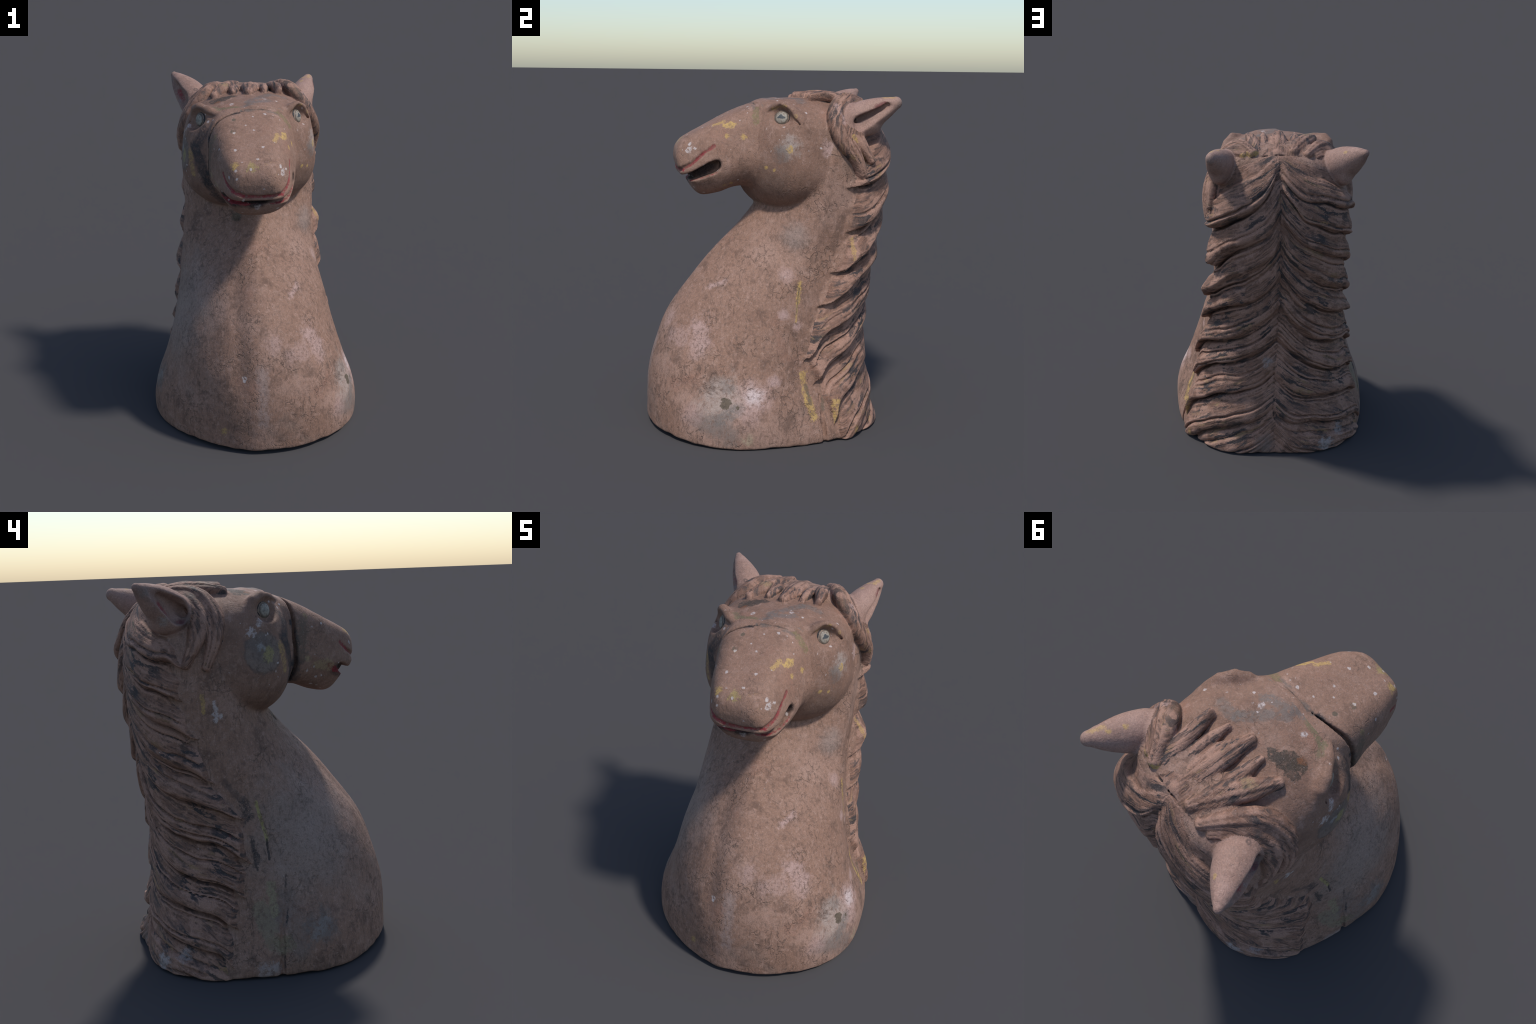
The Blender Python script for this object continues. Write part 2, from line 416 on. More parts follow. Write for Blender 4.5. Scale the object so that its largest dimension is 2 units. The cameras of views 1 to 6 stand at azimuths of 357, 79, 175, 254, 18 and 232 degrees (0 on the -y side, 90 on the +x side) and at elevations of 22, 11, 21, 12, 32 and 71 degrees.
def body_sdf(P, want=False):
    P = np.asarray(P, F)
    _BOX[0], _BOX[1] = P.min(0), P.max(0)
    nk, hd, mz = neck_sdf(P), head_sdf(P), muzzle_sdf(P)
    lab = np.zeros(len(P), int)                       # 0 neck 1 head 2 muzzle 3.. others
    H, ID, C, u = np.zeros(len(P)), np.zeros(len(P), int), np.zeros(len(P)), np.zeros(len(P))
    m = np.flatnonzero((P[:, 1] > -.05) & (np.abs(nk) < .085))
    if len(m):
        H[m], ID[m], C[m], u[m] = mane_field(P[m])
    nk2 = nk - H
    hd = smax(hd, -(P[:, 1] + .5), .02) if False else hd
    d = smin(nk2, hd, .022)
    lab = np.where(hd < nk2, 1, 0)
    lab = np.where((lab == 0) & (C > .35), 1000 + ID, lab)
    # brows
    for e in EYES:
        m = near(P, e['brow'], .09)
        if len(m):
            q = path_dist(P[m], e['brow'], [.006, .022, .029, .026, .016, .004])
            d[m] = smin(d[m], q, .05)
    # eye sockets: a hollow under the brow, deepest in the crease along its rim
    for e in EYES:
        n = np.array(e['n'], F)
        n /= np.linalg.norm(n)
        c = np.array(e['c'], F) + n * .030
        m = near(P, [c], .14)
        if len(m):
            q = P[m] - c
            tdir = np.cross([0, 0, 1], n)
            tdir /= np.linalg.norm(tdir)
            up = np.cross(n, tdir)
            sg = 1 if n[0] > 0 else -1
            a, b, cc = q @ tdir, q @ up + .25 * sg * (q @ tdir), q @ n
            rr = np.sqrt((a / .072) ** 2 + (b / .060) ** 2 + (cc / .048) ** 2 + 1e-9)
            r = np.sqrt((q * q).sum(1) + 1e-9)
            d[m] = smax(d[m], -(r - r / rr), .022)
        m = near(P, e['rim'], .05)
        if len(m):
            q = path_dist(P[m], e['rim'], [.003, .009, .012, .012, .010, .003])
            d[m] = smax(d[m], -q, .008)
    for e in EYES:
        n = np.array(e['n'], F)
        n /= np.linalg.norm(n)
        tdir = np.cross([0, 0, 1], n)
        tdir /= np.linalg.norm(tdir)
        up = np.cross(n, tdir)
        lid = [np.array(e['c'], F) + tdir * (.066 * np.cos(t)) + up * (.004 + .050 * np.sin(t)) - n * .010 for t in np.radians([185, 215, 245, 270, 295, 325, 355])]
        m = near(P, lid, .05)
        if len(m):
            q = path_dist(P[m], lid, [.003, .008, .011, .012, .011, .008, .003])
            d[m] = smin(d[m], q, .014)
    # muzzle, joined to the head with a cut on its left
    mm = smin(d, mz, .008 + .030 * sstep(-.08, .02, P[:, 0]))
    lab = np.where((mz < d) & (P[:, 1] < -.05), 2, lab)
    d = mm
    # forelock pad
    m = near(P, [(-.2, .3, 1.9), (.2, .55, 1.97)], .12)
    if len(m):
        q = ellipsoid(P[m], (-.01, .44, 1.900), (.20, .125, .052))
        lab[m] = np.where(q < d[m], 500, lab[m])
        d[m] = smin(d[m], q, .03)
    for i, L in enumerate(HEAD_LOCKS):
        q = head_lock(P, L)
        lab = np.where(q < d, 500 + i + 1, lab)
        d = smin(d, q, .010)
    for i, e in enumerate(EARS):
        m = near(P, [e['a'], e['b']], .16)
        if len(m):
            q, hol = ear_sdf(P[m], e)
            lab[m] = np.where(np.maximum(q, -hol) < d[m] + .004, 300 + i, lab[m])
            d[m] = smin(d[m], q, .02)
            d[m] = smax(d[m], -hol, .012)
    # mouth: a slot that runs round the lips, deep at the right corner
    m = near(P, [(-.3, -.58, 1.4), (.3, -.28, 1.62)], .02)
    if len(m):
        Q = P[m]
        y = Q[:, 1]
        zc = np.interp(y, [-.55, -.50, -.46, -.36, -.29], [1.468, 1.480, 1.498, 1.546, 1.570])
        hh = np.interp(y, [-.55, -.50, -.46, -.36, -.29], [.022, .024, .026, .036, .036])
        edge = np.where(Q[:, 0] > 0, -.292, -.292 - .125 * sstep(.0, .16, -Q[:, 0]))
        slot = smax(np.abs(Q[:, 2] - zc) - hh, y - edge, .045)
        slot = np.maximum(slot, -(mz[m] + .070 - .035 * sstep(-.02, -.14, Q[:, 0])))
        d[m] = smax(d[m], -slot, .012)
    # carved lip line
    m = near(P, LIP_LINE, .05)
    if len(m):
        q = path_dist(P[m], LIP_LINE, [.003, .006, .009, .011, .011, .010, .008, .006, .003])
        d[m] = smax(d[m], -q, .010)
    # sawn joint between face and muzzle on the left, gaping towards the jaw
    m = near(P, [(-.36, -.20, 1.36), (.0, -.04, 1.96)], .02)
    if len(m):
        Q = P[m]
        ax_ = np.maximum(-Q[:, 0], 0)
        yc = -.066 - .33 * ax_ + .009 * vnoise(Q, 14.0)
        w = .0045 + .0075 * sstep(.10, .27, ax_) * sstep(1.36, 1.50, Q[:, 2])
        cut = np.maximum(np.abs(Q[:, 1] - yc) - w, -(d[m] + .034))
        cut = smax(cut, Q[:, 0] + .035, .02)
        d[m] = smax(d[m], -cut, .006)
    m = near(P, [(-.04, -.12, 1.84), (.22, 0, 1.95)], .03)
    if len(m):
        Q = P[m]
        yc = -.075 + .10 * np.maximum(Q[:, 0], 0) + .008 * vnoise(Q, 14.0)
        d[m] = d[m] - .0085 * sstep(-.006, .006, Q[:, 1] - yc) * sstep(.10, .04, Q[:, 1] - yc) * sstep(-.05, 0, Q[:, 0]) * sstep(.22, .15, Q[:, 0]) * sstep(1.82, 1.87, Q[:, 2])
    # knot hole under the chin
    m = near(P, [(-.102, -.101, 1.26)], .08)
    if len(m):
        q = ellipsoid(P[m], (-.102, -.108, 1.26), (.026, .04, .026))
        d[m] = smax(d[m], -(q + .004 * vnoise(P[m], 60.0)), .006)
    # cracks
    for path, rad in ((SPLIT, [.006, .010, .012, .014, .017]),
                      (POLL_LINE, [.001, .004, .005, .004, .001]), (SPLIT_HIGH, [.005, .008, .008, .006]), (SPLIT_RIGHT, [.006, .012, .014])):
        m = near(P, path, .06)
        if len(m):
            q = path_dist(P[m] + (vnoise(P[m], 31.0) * .006)[:, None], path, rad)
            d[m] = smax(d[m], -q, .006)
    # hand-carved unevenness
    m = np.flatnonzero(np.abs(d) < .03)
    d[m] += .0022 * vnoise(P[m], 6.0) + .0009 * vnoise(P[m], 24.0)
    # ground edge
    zb = .005 + .018 * sstep(-.3, -.7, P[:, 1]) + .006 * vnoise(P * np.array([1, 1, 0], F), 6.0) + .005 * vnoise(P * np.array([1, 1, 0], F), 21.0)
    d = smax(d, zb - P[:, 2], .014)
    if want:
        return d, lab, C, u
    return d


# ---------------------------------------------------------------- surface extraction
LO = np.array([-.70, -.76, -.03])
HI = np.array([.70, .80, 2.05])


def extract(h):
    B = 8
    n = (np.ceil((HI - LO) / (h * B)).astype(int)) * B + 1
    nb = (n - 1) // B
    ctr = [LO[i] + (np.arange(nb[i]) + .5) * B * h for i in range(3)]
    G = np.stack(np.meshgrid(*ctr, indexing='ij'), -1).reshape(-1, 3).astype(F)
    fc = np.maximum(base_sdf(G), -G[:, 2])
    for e in EARS:
        fc = np.minimum(fc, path_dist(G, [e['a'], e['b']], e['r']))
    act = (np.abs(fc) < B * h * .87 * 1.12 + .052).reshape(nb)
    grid = np.repeat(np.repeat(np.repeat(fc.reshape(nb), B, 0), B, 1), B, 2).astype(F)
    full = np.empty(n, F)
    full[:-1, :-1, :-1] = grid
    full[-1] = full[-2]
    full[:, -1] = full[:, -2]
    full[:, :, -1] = full[:, :, -2]
    am = np.zeros(n, bool)
    up = np.repeat(np.repeat(np.repeat(act, B, 0), B, 1), B, 2)
    for a in (0, 1):
        for b in (0, 1):
            for c in (0, 1):
                am[a:n[0] - 1 + a, b:n[1] - 1 + b, c:n[2] - 1 + c] |= up
    idx = np.flatnonzero(am.ravel())
    ff = full.reshape(-1)
    for s in range(0, len(idx), 400000):
        j = idx[s:s + 400000]
        ijk = np.stack(np.unravel_index(j, n), 1)
        ff[j] = body_sdf((LO + ijk * h).astype(F))
    S = full < 0
    cell = np.zeros(n - 1, np.int8)
    for a in (0, 1):
        for b in (0, 1):
            for c in (0, 1):
                cell += S[a:n[0] - 1 + a, b:n[1] - 1 + b, c:n[2] - 1 + c]
    mixed = (cell > 0) & (cell < 8)
    ci = np.argwhere(mixed)
    vid = np.full(n - 1, -1, np.int32)
    vid[tuple(ci.T)] = np.arange(len(ci))
    acc = np.zeros((len(ci), 3))
    cnt = np.zeros(len(ci))
    corners = [(a, b, c) for a in (0, 1) for b in (0, 1) for c in (0, 1)]
    for p in corners:
        for ax in range(3):
            if p[ax]:
                continue
            q = list(p)
            q[ax] = 1
            f0 = full[tuple((ci + p).T)]
            f1 = full[tuple((ci + q).T)]
            m = (f0 < 0) != (f1 < 0)
            t = f0[m] / (f0[m] - f1[m])
            w = np.tile(np.array(p, float), (m.sum(), 1))
            w[:, ax] += t
            acc[m] += w
            cnt[m] += 1
    V = LO + (ci + acc / cnt[:, None]) * h
    quads = []
    for ax in range(3):
        b, c = (ax + 1) % 3, (ax + 2) % 3
        sl0 = [slice(None)] * 3
        sl1 = [slice(None)] * 3
        sl0[ax] = slice(0, n[ax] - 1)
        sl1[ax] = slice(1, n[ax])
        s0, s1 = S[tuple(sl0)], S[tuple(sl1)]
        e = np.argwhere(s0 != s1)
        e = e[(e[:, b] > 0) & (e[:, c] > 0) & (e[:, b] < n[b] - 1) & (e[:, c] < n[c] - 1)]
        inside = S[tuple(e.T)]
        o = np.zeros((4, 3), int)
        o[1, b] = -1
        o[2, b] = -1
        o[2, c] = -1
        o[3, c] = -1
        q = np.stack([vid[tuple((e + k).T)] for k in o], 1)
        q[~inside] = q[~inside][:, ::-1]
        quads.append(q)
    Q = np.concatenate(quads)
    Q = Q[(Q >= 0).all(1)]
    return V, Q


# ==== BLENDER
import bpy
from mathutils import Vector, Matrix

H_CELL = .0060


# ---------------------------------------------------------------- materials
class Nodes:
    def __init__(self, name):
        self.mat = bpy.data.materials.new(name)
        self.mat.use_nodes = True
        self.t = self.mat.node_tree
        self.t.nodes.clear()

    def n(self, kind, **kw):
        nd = self.t.nodes.new(kind)
        for k, v in kw.items():
            setattr(nd, k, v)
        return nd

    def put(self, sock, v):
        if hasattr(v, 'is_output'):
            self.t.links.new(v, sock)
        elif v is not None:
            if sock.type == 'RGBA' and not isinstance(v, (int, float)) and len(v) == 3:
                v = (*v, 1)
            sock.default_value = v

    def math(self, op, a, b=None, c=None, clamp=False):
        nd = self.n('ShaderNodeMath', operation=op, use_clamp=clamp)
        for i, v in enumerate((a, b, c)):
            self.put(nd.inputs[i], v)
        return nd.outputs[0]

    def vec(self, op, a, b=None, scale=None):
        nd = self.n('ShaderNodeVectorMath', operation=op)
        self.put(nd.inputs[0], a)
        self.put(nd.inputs[1], b)
        if scale is not None:
            self.put(nd.inputs['Scale'], scale)
        return nd.outputs['Value' if op in ('LENGTH', 'DOT_PRODUCT', 'DISTANCE') else 'Vector']

    def noise(self, co, scale, detail=3, rough=.55, dist=0, out=0):
        nd = self.n('ShaderNodeTexNoise')
        for k, v in (('Vector', co), ('Scale', scale), ('Detail', detail), ('Roughness', rough), ('Distortion', dist)):
            self.put(nd.inputs[k], v)
        return nd.outputs[out]

    def voronoi(self, co, scale, feature='F1', out='Distance'):
        nd = self.n('ShaderNodeTexVoronoi', feature=feature)
        self.put(nd.inputs['Vector'], co)
        self.put(nd.inputs['Scale'], scale)
        return nd.outputs[out]

    def step(self, x, a, b, lo=0, hi=1):
        nd = self.n('ShaderNodeMapRange', interpolation_type='SMOOTHSTEP')
        for i, v in enumerate((x, a, b, lo, hi)):
            self.put(nd.inputs[i], v)
        return nd.outputs[0]

    def mix(self, f, a, b, blend='MIX'):
        nd = self.n('ShaderNodeMix', data_type='RGBA', blend_type=blend)
        self.put(nd.inputs[0], f)
        self.put(nd.inputs[6], a)
        self.put(nd.inputs[7], b)
        return nd.outputs[2]

    def scaled(self, co, s):
        return self.vec('MULTIPLY', co, s)


BROWN, PALE, DARK = (.300, .170, .119), (.415, .262, .205), (.140, .082, .060)
WHITE, OCHRE, OLIVE = (.58, .50, .48), (.53, .345, .115), (.130, .100, .070)
INK, SLATE, PINK, RED = (.028, .029, .033), (.165, .142, .130), (.50, .335, .30), (.255, .020, .030)


def spot(p, r, col, strength=1.0, soft=.35, rough=.5):
    return dict(a=p, b=None, r=r, col=col, s=strength, soft=soft, rough=rough)


def line(a, b, r, col, strength=1.0, soft=.35, rough=.5):
    return dict(a=a, b=b, r=r, col=col, s=strength, soft=soft, rough=rough)


def path_marks(pts, r, col, strength=1., soft=.3, rough=.35):
    return [line(pts[i], pts[i + 1], r, col, strength, soft, rough) for i in range(len(pts) - 1)]


def snapped(marks):
    pts = [q for m in marks if m['soft'] < 2 for q in (m['a'], m['b']) if q is not None]
    if not pts:
        return marks
    S = snap(pts, body_sdf, 8)
    S = iter([tuple(float(c) for c in (p if np.linalg.norm(p - np.array(q)) < .09 else q)) for p, q in zip(S, pts)])
    out = []
    for m in marks:
        m = dict(m)
        if not m.get('free'):
            m['a'] = next(S)
            if m['b'] is not None:
                m['b'] = next(S)
        else:
            next(S)
            if m['b'] is not None:
                next(S)
        out.append(m)
    return out


def free(marks):
    return [dict(m, free=True) for m in marks]


def weathered(name, marks=(), hair=0.0, fibre=1.0, speck=.5, tint=None, tint_amount=0.0, base=None):
    """old painted wood: mottled brown-pink, fibrous grain, crackle, worn spots"""
    N = Nodes(name)
    co = N.n('ShaderNodeTexCoord').outputs['Object']
    sep = N.n('ShaderNodeSeparateXYZ')
    N.put(sep.inputs[0], co)
    x, y, z = sep.outputs
    warp = N.noise(co, 9, 4, .6, out=1)
    warp = N.vec('SUBTRACT', warp, (.5, .5, .5))
    wco = N.vec('ADD', co, N.vec('SCALE', warp, scale=.05))
    big = N.noise(wco, 2.3, 5, .6)
    mid = N.noise(wco, 7.5, 6, .68)
    sml = N.noise(wco, 46, 4, .66)
    grain = N.noise(co, 150, 3, .6)
    fco = N.scaled(N.vec('ADD', co, N.vec('SCALE', warp, scale=.03)), (1, 1, .22))
    fib = N.noise(fco, 72, 4, .66)
    col = N.mix(N.step(big, .47, .72, 0, .75), BROWN, PALE)
    col = N.mix(N.step(mid, .50, .68, 0, .75), col, DARK)
    col = N.mix(N.step(mid, .44, .28, 0, .55), col, PALE)
    col = N.mix(N.step(sml, .51, .68, 0, .50), col, DARK)
    col = N.mix(N.step(sml, .46, .32, 0, .65), col, PALE)
    col = N.mix(N.step(N.noise(wco, 4.1, 3, .5), .62, .76, 0, .30), col, (.23, .175, .145))
    if base is not None:
        col = N.mix(base[1], col, base[0])
    col = N.mix(N.step(N.noise(N.vec('ADD', wco, (3, 1, 7)), 3.3, 4, .6), .58, .72, 0, .50), col, (.33, .165, .115))
    col = N.mix(N.step(N.noise(N.vec('ADD', wco, (5, 2, 9)), 15, 5, .7), .53, .68, 0, .50), col, PALE)
    height = N.math('MULTIPLY', sml, .35)
    # drying cracks along the grain
    v = N.voronoi(N.scaled(N.vec('ADD', co, N.vec('SCALE', warp, scale=.12)), (1, 1, .45)), 26, 'DISTANCE_TO_EDGE')
    crack = N.math('MULTIPLY', N.step(v, .075, .015), N.step(N.noise(co, 6, 2), .44, .62))
    crack = N.math('MULTIPLY', crack, N.step(sml, .40, .56))
    col = N.mix(N.math('MULTIPLY', crack, .45 * fibre), col, (.105, .075, .060))
    col = N.mix(N.math('MULTIPLY', N.step(fib, .52, .70), .55 * fibre), col, (.120, .074, .056))
    col = N.mix(N.math('MULTIPLY', N.step(fib, .42, .28), .35 * fibre), col, PALE)
    height = N.math('SUBTRACT', height, N.math('MULTIPLY', crack, .5 * fibre))
    height = N.math('SUBTRACT', height, N.math('MULTIPLY', fib, .45))
    if tint is not None:
        col = N.mix(N.math('MULTIPLY', N.step(big, .35, .6, .5, 1), tint_amount), col, tint)
    if hair:
        # colour runs along the carved strands: phase falls away from the back's middle line
        ab = N.math('ABSOLUTE', N.math('SUBTRACT', x, .004))
        u = N.math('ADD', ab, N.math('MAXIMUM', N.math('SUBTRACT', .665, y), 0))
        drop = N.math('ADD', N.math('MULTIPLY', u, .34), N.math('MULTIPLY', N.math('SUBTRACT', 1, N.math('EXPONENT', N.math('MULTIPLY', u, -14))), .14))
        ph = N.math('ADD', z, drop)
        if hair == 2:                                     # on the poll the strands run forward
            ph = N.math('ADD', N.math('MULTIPLY', x, 1.0), N.math('MULTIPLY', z, .25))
        if hair == 3:                                     # side locks sweep round the ear
            q = N.n('ShaderNodeCombineXYZ')
            N.put(q.inputs[0], N.math('MULTIPLY', ab, .5))
            N.put(q.inputs[1], y)
            N.put(q.inputs[2], z)
            ph = N.vec('DISTANCE', q.outputs[0], (.16, .58, 1.72))
            u = N.math('MULTIPLY', z, .8)
        cmb = N.n('ShaderNodeCombineXYZ')
        N.put(cmb.inputs[0], N.math('MULTIPLY', ph, 31 if hair == 1 else 44))
        N.put(cmb.inputs[1], N.math('MULTIPLY', u, 5.5))
        N.put(cmb.inputs[2], N.math('MULTIPLY', N.math('SIGN', x), 9))
        hco = N.vec('ADD', cmb.outputs[0], N.vec('SCALE', warp, scale=1.5))
        h1 = N.noise(hco, 1.0, 4, .62)
        h2 = N.noise(N.vec('ADD', hco, (31, 7, 3)), .8, 3, .55)
        h3 = N.noise(N.scaled(hco, (3.2, 1.5, 1)), 1.0, 2, .5)
        col = N.mix(.66, col, (.205, .100, .066))
        col = N.mix(N.step(h3, .52, .64, 0, .80), col, (.075, .045, .035))
        patch = N.step(N.noise(co, 5, 3), .40, .60, .15, 1)
        col = N.mix(N.math('MULTIPLY', N.step(h2, .58, .70), N.math('MULTIPLY', patch, .55)), col, (.40, .265, .12))
        col = N.mix(N.math('MULTIPLY', N.step(h3, .46, .32), .75), col, (.375, .210, .150))
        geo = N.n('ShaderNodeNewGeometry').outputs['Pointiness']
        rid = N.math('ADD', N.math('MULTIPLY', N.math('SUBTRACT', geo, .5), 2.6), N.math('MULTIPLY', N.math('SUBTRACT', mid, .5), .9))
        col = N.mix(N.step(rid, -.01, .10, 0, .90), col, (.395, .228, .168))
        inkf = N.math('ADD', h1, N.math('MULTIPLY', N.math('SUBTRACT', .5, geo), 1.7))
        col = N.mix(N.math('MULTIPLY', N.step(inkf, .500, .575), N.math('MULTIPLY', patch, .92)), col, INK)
        height = N.math('SUBTRACT', height, N.math('MULTIPLY', h3, .4))
    # wear, lichen, filler, old paint, and shade or highlights painted into the colour
    wn = N.noise(co, 30, 4, .65, out=1)
    wn = N.vec('SUBTRACT', wn, (.5, .5, .5))
    wide = N.vec('SUBTRACT', N.noise(co, 11, 5, .7, out=1), (.5, .5, .5))
    rag = N.noise(co, 48, 5, .7)
    for m in snapped(marks):
        p = N.vec('ADD', co, N.vec('SCALE', wide if m['r'] > .035 else wn, scale=m['r'] * m['rough'] * 4.0))
        if m['b'] is None:
            d = N.vec('DISTANCE', p, m['a'])
        else:
            a, b = np.array(m['a']), np.array(m['b'])
            ab = b - a
            t = N.math('MULTIPLY', N.vec('DOT_PRODUCT', N.vec('SUBTRACT', p, tuple(a)), tuple(ab)), 1 / float(ab @ ab), clamp=True)
            q = N.vec('ADD', N.vec('SCALE', tuple(ab), scale=t), tuple(a))
            d = N.vec('DISTANCE', p, q)
        d = N.math('ADD', d, N.math('MULTIPLY', N.math('SUBTRACT', rag, .5), min(m['r'], .045) * (.5 + 2.2 * m['rough'])))
        f = N.step(d, m['r'] * (1 - m['soft']), m['r'] * (1 + m['soft']), 1, 0)
        f = N.math('MULTIPLY', f, m['s'])
        if m['rough'] >= .5 and m['r'] < .04:
            f = N.math('MULTIPLY', f, N.step(rag, .34, .47))
        if m['rough'] > .45:
            f = N.math('MULTIPLY', f, N.step(sml, .45, .70, 1, .35))
        c2 = tuple(v * (.55 if max(m['col']) > .1 else 1.) for v in m['col'])
        col = N.mix(f, col, N.mix(N.step(sml, .50, .64, 0, .8), m['col'], c2))
    # pale droppings and flecks
    vn = N.n('ShaderNodeTexVoronoi', feature='F1')
    N.put(vn.inputs['Vector'], wco)
    N.put(vn.inputs['Scale'], 26)
    sp = N.n('ShaderNodeSeparateColor')
    N.put(sp.inputs[0], vn.outputs['Color'])
    rad = N.math('MULTIPLY', N.math('SUBTRACT', sp.outputs[0], 1 - speck * .5), .55)
    fl = N.step(N.math('ADD', N.math('SUBTRACT', vn.outputs['Distance'], rad), N.math('MULTIPLY', N.math('SUBTRACT', rag, .5), .55)), .02, -.08)
    col = N.mix(N.math('MULTIPLY', fl, .8), col, WHITE)
    yl = N.math('MULTIPLY', N.step(rag, .60, .68), N.step(N.noise(N.vec('ADD', co, (2, 9, 4)), 6.5, 3, .5), .60, .70))
    col = N.mix(N.math('MULTIPLY', yl, .55 * speck), col, OCHRE)
    col = N.mix(N.step(grain, .35, .68, .0, .34), col, (.13, .09, .075))
    col = N.mix(N.step(N.noise(co, 210, 2, .5), .62, .76, 0, .30), col, WHITE)
    bump = N.n('ShaderNodeBump')
    N.put(bump.inputs['Strength'], .75)
    N.put(bump.inputs['Distance'], .008)
    N.put(bump.inputs['Height'], N.math('ADD', height, N.math('MULTIPLY', grain, .16)))
    b = N.n('ShaderNodeBsdfPrincipled')
    N.put(b.inputs['Base Color'], col)
    N.put(b.inputs['Roughness'], N.step(mid, .3, .7, .62, .82))
    N.put(b.inputs['Specular IOR Level'], .32)
    N.put(b.inputs['Normal'], bump.outputs[0])
    o = N.n('ShaderNodeOutputMaterial')
    N.t.links.new(b.outputs[0], o.inputs[0])
    return N.mat


def eye_material(name, pupil):
    N = Nodes(name)
    co = N.n('ShaderNodeTexCoord').outputs['Object']
    w = N.vec('SUBTRACT', N.noise(co, 55, 3, .6, out=1), (.5, .5, .5))
    p = N.vec('ADD', co, N.vec('SCALE', w, scale=.016))
    flat = N.scaled(p, (1, 1, 0))
    r = N.vec('LENGTH', flat)
    n1 = N.noise(co, 60, 4, .65)
    col = N.mix(N.step(n1, .40, .65), (.325, .29, .24), (.20, .155, .12))
    col = N.mix(N.step(r, .030, .036), col, (.11, .085, .065))
    col = N.mix(N.step(r, .037, .042), col, (.27, .19, .14))
    col = N.mix(N.step(r, .0415, .045), col, INK)
    d1 = N.vec('LENGTH', N.scaled(p, (.62, 1.9, 0)))
    d2 = N.vec('DISTANCE', flat, (-.004, .008, 0))
    pup = N.math('MAXIMUM', N.step(d1, .0165, .0135), N.step(d2, .0105, .0085))
    col = N.mix(N.math('MULTIPLY', pup, pupil), col, (.055, .062, .068))
    col = N.mix(N.step(N.noise(co, 95, 3), .60, .70, 0, .7), col, (.06, .055, .055))
    b = N.n('ShaderNodeBsdfPrincipled')
    N.put(b.inputs['Base Color'], col)
    N.put(b.inputs['Roughness'], .6)
    bump = N.n('ShaderNodeBump')
    N.put(bump.inputs['Strength'], .4)
    N.put(bump.inputs['Distance'], .003)
    N.put(bump.inputs['Height'], n1)
    N.put(b.inputs['Normal'], bump.outputs[0])
    o = N.n('ShaderNodeOutputMaterial')
    N.t.links.new(b.outputs[0], o.inputs[0])
    return N.mat


